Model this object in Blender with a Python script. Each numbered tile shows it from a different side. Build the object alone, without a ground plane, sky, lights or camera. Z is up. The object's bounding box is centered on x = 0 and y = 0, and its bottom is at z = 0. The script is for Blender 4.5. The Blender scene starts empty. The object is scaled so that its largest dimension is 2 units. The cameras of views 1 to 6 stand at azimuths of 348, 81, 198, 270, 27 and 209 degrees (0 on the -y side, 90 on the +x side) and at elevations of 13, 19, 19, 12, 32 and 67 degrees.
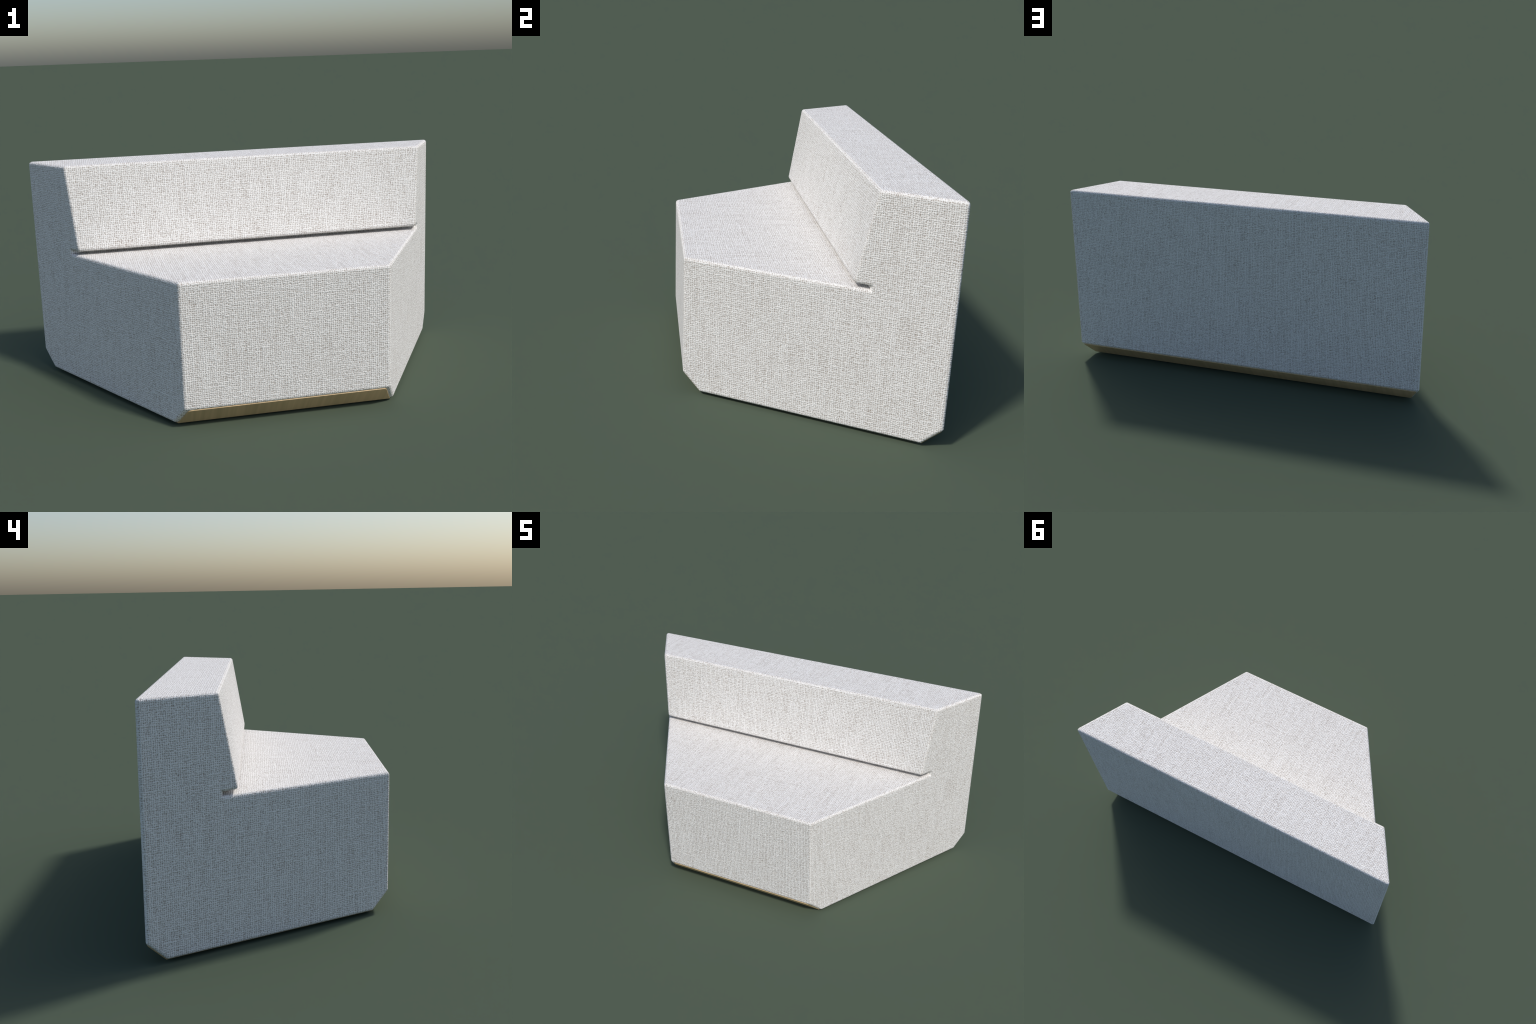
# Upholstered wedge bench: a profile extruded between two side planes that
# converge towards the front at about 30 degrees each, covered in coarse woven
# fabric, standing on a wooden base board that folds up the lower chamfers.
import bpy, bmesh, math
from mathutils import Vector

# ------------------------------------------------------------------ sizes (m)
TAN = math.tan(math.radians(30.0))  # how fast the side planes converge
HALF_DEPTH = 0.4965          # back at +y, front at -y
HALF_BACK = 1.0100           # half width at the back, before rounding
TOP = 1.0198                 # top of the backrest
REST_Y = 0.2045              # front edge of the backrest top
LIP_Y, LIP_Z = 0.1388, 0.6384 # lower front edge of the backrest
SLOT_Y = 0.200              # inner wall of the slot between rest and seat
SEAT_Z = 0.6207
FLOOR_Z = 0.0120             # underside of the upholstery
CHAMFER_Y, CHAMFER_Z = 0.073, 0.080
ROUND = 0.0136
PLATE_GAP = 0.016            # board edge back from the fabric edge
PLATE_T = 0.0038


def half_width(y):
    return HALF_BACK - (HALF_DEPTH - y) * TAN


# ------------------------------------------------------------------ materials
class Nodes:
    def __init__(self, name):
        self.mat = bpy.data.materials.new(name)
        self.mat.use_nodes = True
        self.t = self.mat.node_tree
        self.t.nodes.clear()
        self.out = self.t.nodes.new('ShaderNodeOutputMaterial')
        self.bsdf = self.t.nodes.new('ShaderNodeBsdfPrincipled')
        self.t.links.new(self.bsdf.outputs[0], self.out.inputs[0])

    def node(self, kind, **kw):
        n = self.t.nodes.new(kind)
        for k, v in kw.items():
            setattr(n, k, v)
        return n

    def put(self, sock, v):
        if isinstance(v, bpy.types.NodeSocket):
            self.t.links.new(v, sock)
        else:
            sock.default_value = v

    def m(self, op, a, b=0.0, c=0.0):
        n = self.node('ShaderNodeMath', operation=op)
        for i, v in enumerate((a, b, c)):
            self.put(n.inputs[i], v)
        return n.outputs[0]

    def mixf(self, f, a, b):
        return self.m('ADD', a, self.m('MULTIPLY', f, self.m('SUBTRACT', b, a)))

    def vec(self, x, y, z=0.0):
        n = self.node('ShaderNodeCombineXYZ')
        for i, v in enumerate((x, y, z)):
            self.put(n.inputs[i], v)
        return n.outputs[0]

    def noise(self, v, scale=1.0, detail=2.0, rough=0.5):
        n = self.node('ShaderNodeTexNoise')
        self.put(n.inputs['Vector'], v)
        n.inputs['Scale'].default_value = scale
        n.inputs['Detail'].default_value = detail
        n.inputs['Roughness'].default_value = rough
        return n.outputs[0]

    def ramp(self, f, stops):
        n = self.node('ShaderNodeValToRGB')
        self.put(n.inputs[0], f)
        e = n.color_ramp.elements
        while len(e) < len(stops):
            e.new(0.5)
        for i, (p, c) in enumerate(stops):
            e[i].position = p
            e[i].color = (*c, 1)
        return n.outputs[0]


def fabric_material():
    N = Nodes('woven_fabric')
    m = N.m
    tc = N.node('ShaderNodeTexCoord')
    sep = N.node('ShaderNodeSeparateXYZ')
    N.put(sep.inputs[0], tc.outputs['Object'])
    x, y, z = sep.outputs
    nor = N.node('ShaderNodeSeparateXYZ')
    N.put(nor.inputs[0], tc.outputs['Normal'])
    nx, ny, nz = nor.outputs
    # lay the cloth flat on whichever panel this point belongs to
    is_top = m('GREATER_THAN', m('ABSOLUTE', nz), 0.66)
    is_side = m('GREATER_THAN', m('ABSOLUTE', nx), 0.5)
    along = m('ADD', m('MULTIPLY', m('MULTIPLY', x, m('SIGN', nx)), 0.5),
              m('MULTIPLY', y, 0.8660254))
    side_u = m('ADD', along, m('MULTIPLY', m('SIGN', nx), 3.17))
    u = N.mixf(is_side, x, side_u)
    u = N.mixf(is_top, u, x)
    v = N.mixf(is_top, z, m('ADD', y, 5.3))
    T = 116.0                                     # threads per metre
    u, v = m('MULTIPLY', u, T), m('MULTIPLY', v, T)
    # uneven thread spacing: a slow wander plus a node-sized jitter
    wu = N.noise(N.vec(m('MULTIPLY', u, 0.45), m('MULTIPLY', v, 0.03), 1.7), 1, 1)
    wv = N.noise(N.vec(m('MULTIPLY', u, 0.03), m('MULTIPLY', v, 0.45), 8.3), 1, 1)
    ju = N.noise(N.vec(u, v, 11.0), 0.6, 1)
    jv = N.noise(N.vec(u, v, 17.0), 0.6, 1)
    u0, v0 = u, v
    u = m('ADD', u, m('ADD', m('MULTIPLY', m('SUBTRACT', wu, 0.5), 0.7),
                      m('MULTIPLY', m('SUBTRACT', ju, 0.5), 0.95)))
    v = m('ADD', v, m('ADD', m('MULTIPLY', m('SUBTRACT', wv, 0.5), 0.9),
                      m('MULTIPLY', m('SUBTRACT', jv, 0.5), 1.45)))
    A = m('SINE', m('MULTIPLY', u, math.pi))
    B = m('SINE', m('MULTIPLY', v, math.pi))
    warp = m('MULTIPLY', m('ABSOLUTE', A),
             m('ADD', 0.80, m('MULTIPLY', m('MULTIPLY', B, m('SIGN', A)), 0.20)))
    weft = m('MULTIPLY', m('ABSOLUTE', B),
             m('SUBTRACT', 0.80, m('MULTIPLY', m('MULTIPLY', A, m('SIGN', B)), 0.20)))
    # single threads are thicker or thinner along a short run
    tw = N.noise(N.vec(m('MULTIPLY', m('FLOOR', u), 0.73), m('MULTIPLY', v0, 0.045), 3.1), 1, 1)
    tf = N.noise(N.vec(m('MULTIPLY', u0, 0.12), m('MULTIPLY', m('FLOOR', v), 0.73), 6.9), 1, 1)
    warp = m('MULTIPLY', warp, m('ADD', 0.20, m('MULTIPLY', tw, 1.65)))
    weft = m('MULTIPLY', weft, m('ADD', 0.50, tf))
    # threads are highest where they cross and sink into holes between
    h = m('ADD', m('MULTIPLY', m('MAXIMUM', warp, weft), 0.55),
          m('MULTIPLY', m('ADD', warp, weft), 0.28))
    # nubs and gaps
    nub = N.noise(N.vec(u0, v0, 2.0), 1.3, 1, 0.6)
    h = m('MULTIPLY', h, m('MULTIPLY', nub, 2.0))
    fleck = N.noise(N.vec(u0, v0, 31.0), 1.7, 1)
    tone = m('ADD', h, m('MULTIPLY', m('SUBTRACT', fleck, 0.5), 0.4))
    col = N.ramp(tone, [(0.05, FABRIC_HOLE), (0.42, FABRIC_MID), (0.88, FABRIC_LIGHT)])
    N.put(N.bsdf.inputs['Base Color'], col)
    N.bsdf.inputs['Roughness'].default_value = 0.9
    N.bsdf.inputs['Specular IOR Level'].default_value = 0.2
    b = N.node('ShaderNodeBump')
    b.inputs['Strength'].default_value = FABRIC_BUMP
    b.inputs['Distance'].default_value = 0.003
    N.put(b.inputs['Height'], h)
    N.put(N.bsdf.inputs['Normal'], b.outputs[0])
    return N.mat


def wood_material():
    N = Nodes('oak_veneer')
    tc = N.node('ShaderNodeTexCoord')
    sep = N.node('ShaderNodeSeparateXYZ')
    N.put(sep.inputs[0], tc.outputs['Object'])
    x, y, z = sep.outputs
    # grain runs front to back across the board
    g = N.vec(N.m('MULTIPLY', x, 55.0), N.m('MULTIPLY', y, 1.6), N.m('MULTIPLY', z, 1.6))
    fine = N.noise(g, 1.0, 4, 0.6)
    broad = N.noise(N.vec(N.m('MULTIPLY', x, 9.0), y, z), 1.0, 2)
    f = N.m('ADD', N.m('MULTIPLY', fine, 0.65), N.m('MULTIPLY', broad, 0.35))
    col = N.ramp(f, [(0.36, WOOD_DARK), (0.64, WOOD_LIGHT)])
    N.put(N.bsdf.inputs['Base Color'], col)
    N.bsdf.inputs['Roughness'].default_value = 0.5
    N.bsdf.inputs['Specular IOR Level'].default_value = 0.4
    return N.mat


FABRIC_HOLE = (0.29, 0.235, 0.195)
FABRIC_MID = (0.605, 0.58, 0.55)
FABRIC_LIGHT = (0.82, 0.81, 0.79)
FABRIC_BUMP = 0.5
WOOD_DARK = (0.46, 0.34, 0.18)
WOOD_LIGHT = (0.60, 0.43, 0.235)


# ------------------------------------------------------------------ geometry
def prism(profile, width_at):
    """Profile points (y, z), in order, between the two converging side planes."""
    bm = bmesh.new()
    lo = [bm.verts.new((-width_at(y), y, z)) for y, z in profile]
    hi = [bm.verts.new((width_at(y), y, z)) for y, z in profile]
    n = len(profile)
    for i in range(n):
        j = (i + 1) % n
        bm.faces.new((lo[i], lo[j], hi[j], hi[i]))
    bm.faces.new(hi)
    bm.faces.new(lo[::-1])
    bmesh.ops.recalc_face_normals(bm, faces=bm.faces)
    return bm


def finish(bm, name, material, parent, smooth_deg=None):
    me = bpy.data.meshes.new(name)
    bm.to_mesh(me)
    bm.free()
    ob = bpy.data.objects.new(name, me)
    bpy.context.scene.collection.objects.link(ob)
    me.materials.append(material)
    if parent:
        ob.parent = parent
    if smooth_deg:
        me.shade_smooth()
        me.set_sharp_from_angle(angle=math.radians(smooth_deg))
    return ob


bench = bpy.data.objects.new('wedge_bench', None)
bench['label'] = 'light grey woven wedge-shaped bench seat with backrest'
bench['category'] = 'bench'
bpy.context.scene.collection.objects.link(bench)

fabric, wood = fabric_material(), wood_material()

# upholstered body as one closed surface
D = HALF_DEPTH
body_profile = [
    (D, TOP), (REST_Y, TOP), (LIP_Y, LIP_Z), (SLOT_Y, LIP_Z), (SLOT_Y, SEAT_Z),
    (-D, SEAT_Z), (-D, FLOOR_Z + CHAMFER_Z), (-D + CHAMFER_Y, FLOOR_Z),
    (D - CHAMFER_Y, FLOOR_Z), (D, FLOOR_Z + CHAMFER_Z)]
bm = prism(body_profile, half_width)


def is_slot_edge(e):
    a, b = e.verts
    return abs(a.co.y - SLOT_Y) + abs(b.co.y - SLOT_Y) < 1e-5 and abs(a.co.z - b.co.z) < 1e-5


# round every outer edge to the same radius: the bevel's setback depends on
# how sharp the edge is, so it goes in as a weight per edge
widest = ROUND * math.tan(math.radians(60.0))
layer = bm.edges.layers.float.new('bevel_weight_edge')
for e in bm.edges:
    if not is_slot_edge(e):
        e[layer] = min(1.0, ROUND * math.tan(e.calc_face_angle() / 2) / widest)
sharp = finish(bm, 'sharp_body', fabric, None)
mod = sharp.modifiers.new('round', 'BEVEL')
mod.limit_method = 'WEIGHT'
mod.width = widest
mod.offset_type = 'OFFSET'
mod.segments = 6
mod.use_clamp_overlap = False
bpy.context.view_layer.update()
dg = bpy.context.evaluated_depsgraph_get()
bm = bmesh.new()
bm.from_object(sharp, dg)
bpy.data.objects.remove(sharp, do_unlink=True)
bmesh.ops.recalc_face_normals(bm, faces=bm.faces)
# cut at the middle of the slot: backrest above, seat block below
cut_z = 0.5 * (LIP_Z + SEAT_Z)
bmesh.ops.bisect_plane(bm, geom=bm.verts[:] + bm.edges[:] + bm.faces[:],
                       plane_co=(0, 0, cut_z), plane_no=(0, 0, 1))
whole = finish(bm, 'upholstery', fabric, bench)
# face-area weighted normals: flat panels stay flat, the rounded edges blend
whole.data.shade_smooth()
mod = whole.modifiers.new('weighted', 'WEIGHTED_NORMAL')
mod.keep_sharp = False
mod.weight = 100
bpy.context.view_layer.update()
dg = bpy.context.evaluated_depsgraph_get()
ev = whole.evaluated_get(dg).to_mesh()
key = lambda co: tuple(round(c, 5) for c in co)
corner = {}
for p in ev.polygons:
    for li in p.loop_indices:
        corner[(key(p.center), key(ev.vertices[ev.loops[li].vertex_index].co))] = Vector(ev.corner_normals[li].vector)
whole.evaluated_get(dg).to_mesh_clear()
whole.modifiers.clear()


def region(name, keep):
    b = bmesh.new()
    b.from_mesh(whole.data)
    bmesh.ops.delete(b, geom=[f for f in b.faces if not keep(f.calc_center_median().z)], context='FACES')
    me = bpy.data.meshes.new(name)
    b.to_mesh(me)
    b.free()
    me.materials.append(fabric)
    me.shade_smooth()
    ns = [None] * len(me.loops)
    for p in me.polygons:
        for li in p.loop_indices:
            co = me.vertices[me.loops[li].vertex_index].co
            ns[li] = corner.get((key(p.center), key(co)), p.normal)
    me.normals_split_custom_set(ns)
    ob = bpy.data.objects.new(name, me)
    ob.parent = bench
    bpy.context.scene.collection.objects.link(ob)
    return ob


region('backrest', lambda z: z > cut_z)
region('seat', lambda z: z < cut_z)
bpy.data.objects.remove(whole, do_unlink=True)

# wooden base board: a folded sheet, flat below and up both chamfers
length = math.hypot(CHAMFER_Y, CHAMFER_Z)
ny, nz = CHAMFER_Z / length, CHAMFER_Y / length      # outward (y) and downward (z)
t = PLATE_T
g = 0.0085                                # stops short of the chamfer's top edge
gy, gz = g * CHAMFER_Y / length, g * CHAMFER_Z / length
fold = t * math.tan(0.5 * math.atan2(CHAMFER_Z, CHAMFER_Y))
top_y, top_z = D - gy, FLOOR_Z + CHAMFER_Z - gz
low_y = D - CHAMFER_Y
inner = [(-top_y, top_z), (-low_y, FLOOR_Z + 0.0004), (low_y, FLOOR_Z + 0.0004), (top_y, top_z)]
outer = [(top_y + t * ny, top_z - t * nz), (low_y + fold, FLOOR_Z - t),
         (-low_y - fold, FLOOR_Z - t), (-top_y - t * ny, top_z - t * nz)]
bm = prism(inner + outer, lambda y: half_width(y) - PLATE_GAP * math.hypot(1, TAN))
# rounded corners at the four upturned ends
ends = [e for e in bm.edges if (e.verts[0].co.x > 0) == (e.verts[1].co.x > 0)
        and min(v.co.z for v in e.verts) > 0.05]
bmesh.ops.bevel(bm, geom=ends, offset=0.011, offset_type='OFFSET', segments=5,
                profile=0.5, affect='EDGES')
bmesh.ops.bevel(bm, geom=[e for e in bm.edges if len(e.link_faces) == 2 and e.calc_face_angle() > 1.0],
                offset=0.0007, offset_type='OFFSET', segments=2, profile=0.5, affect='EDGES')
finish(bm, 'base_board', wood, bench, 35)
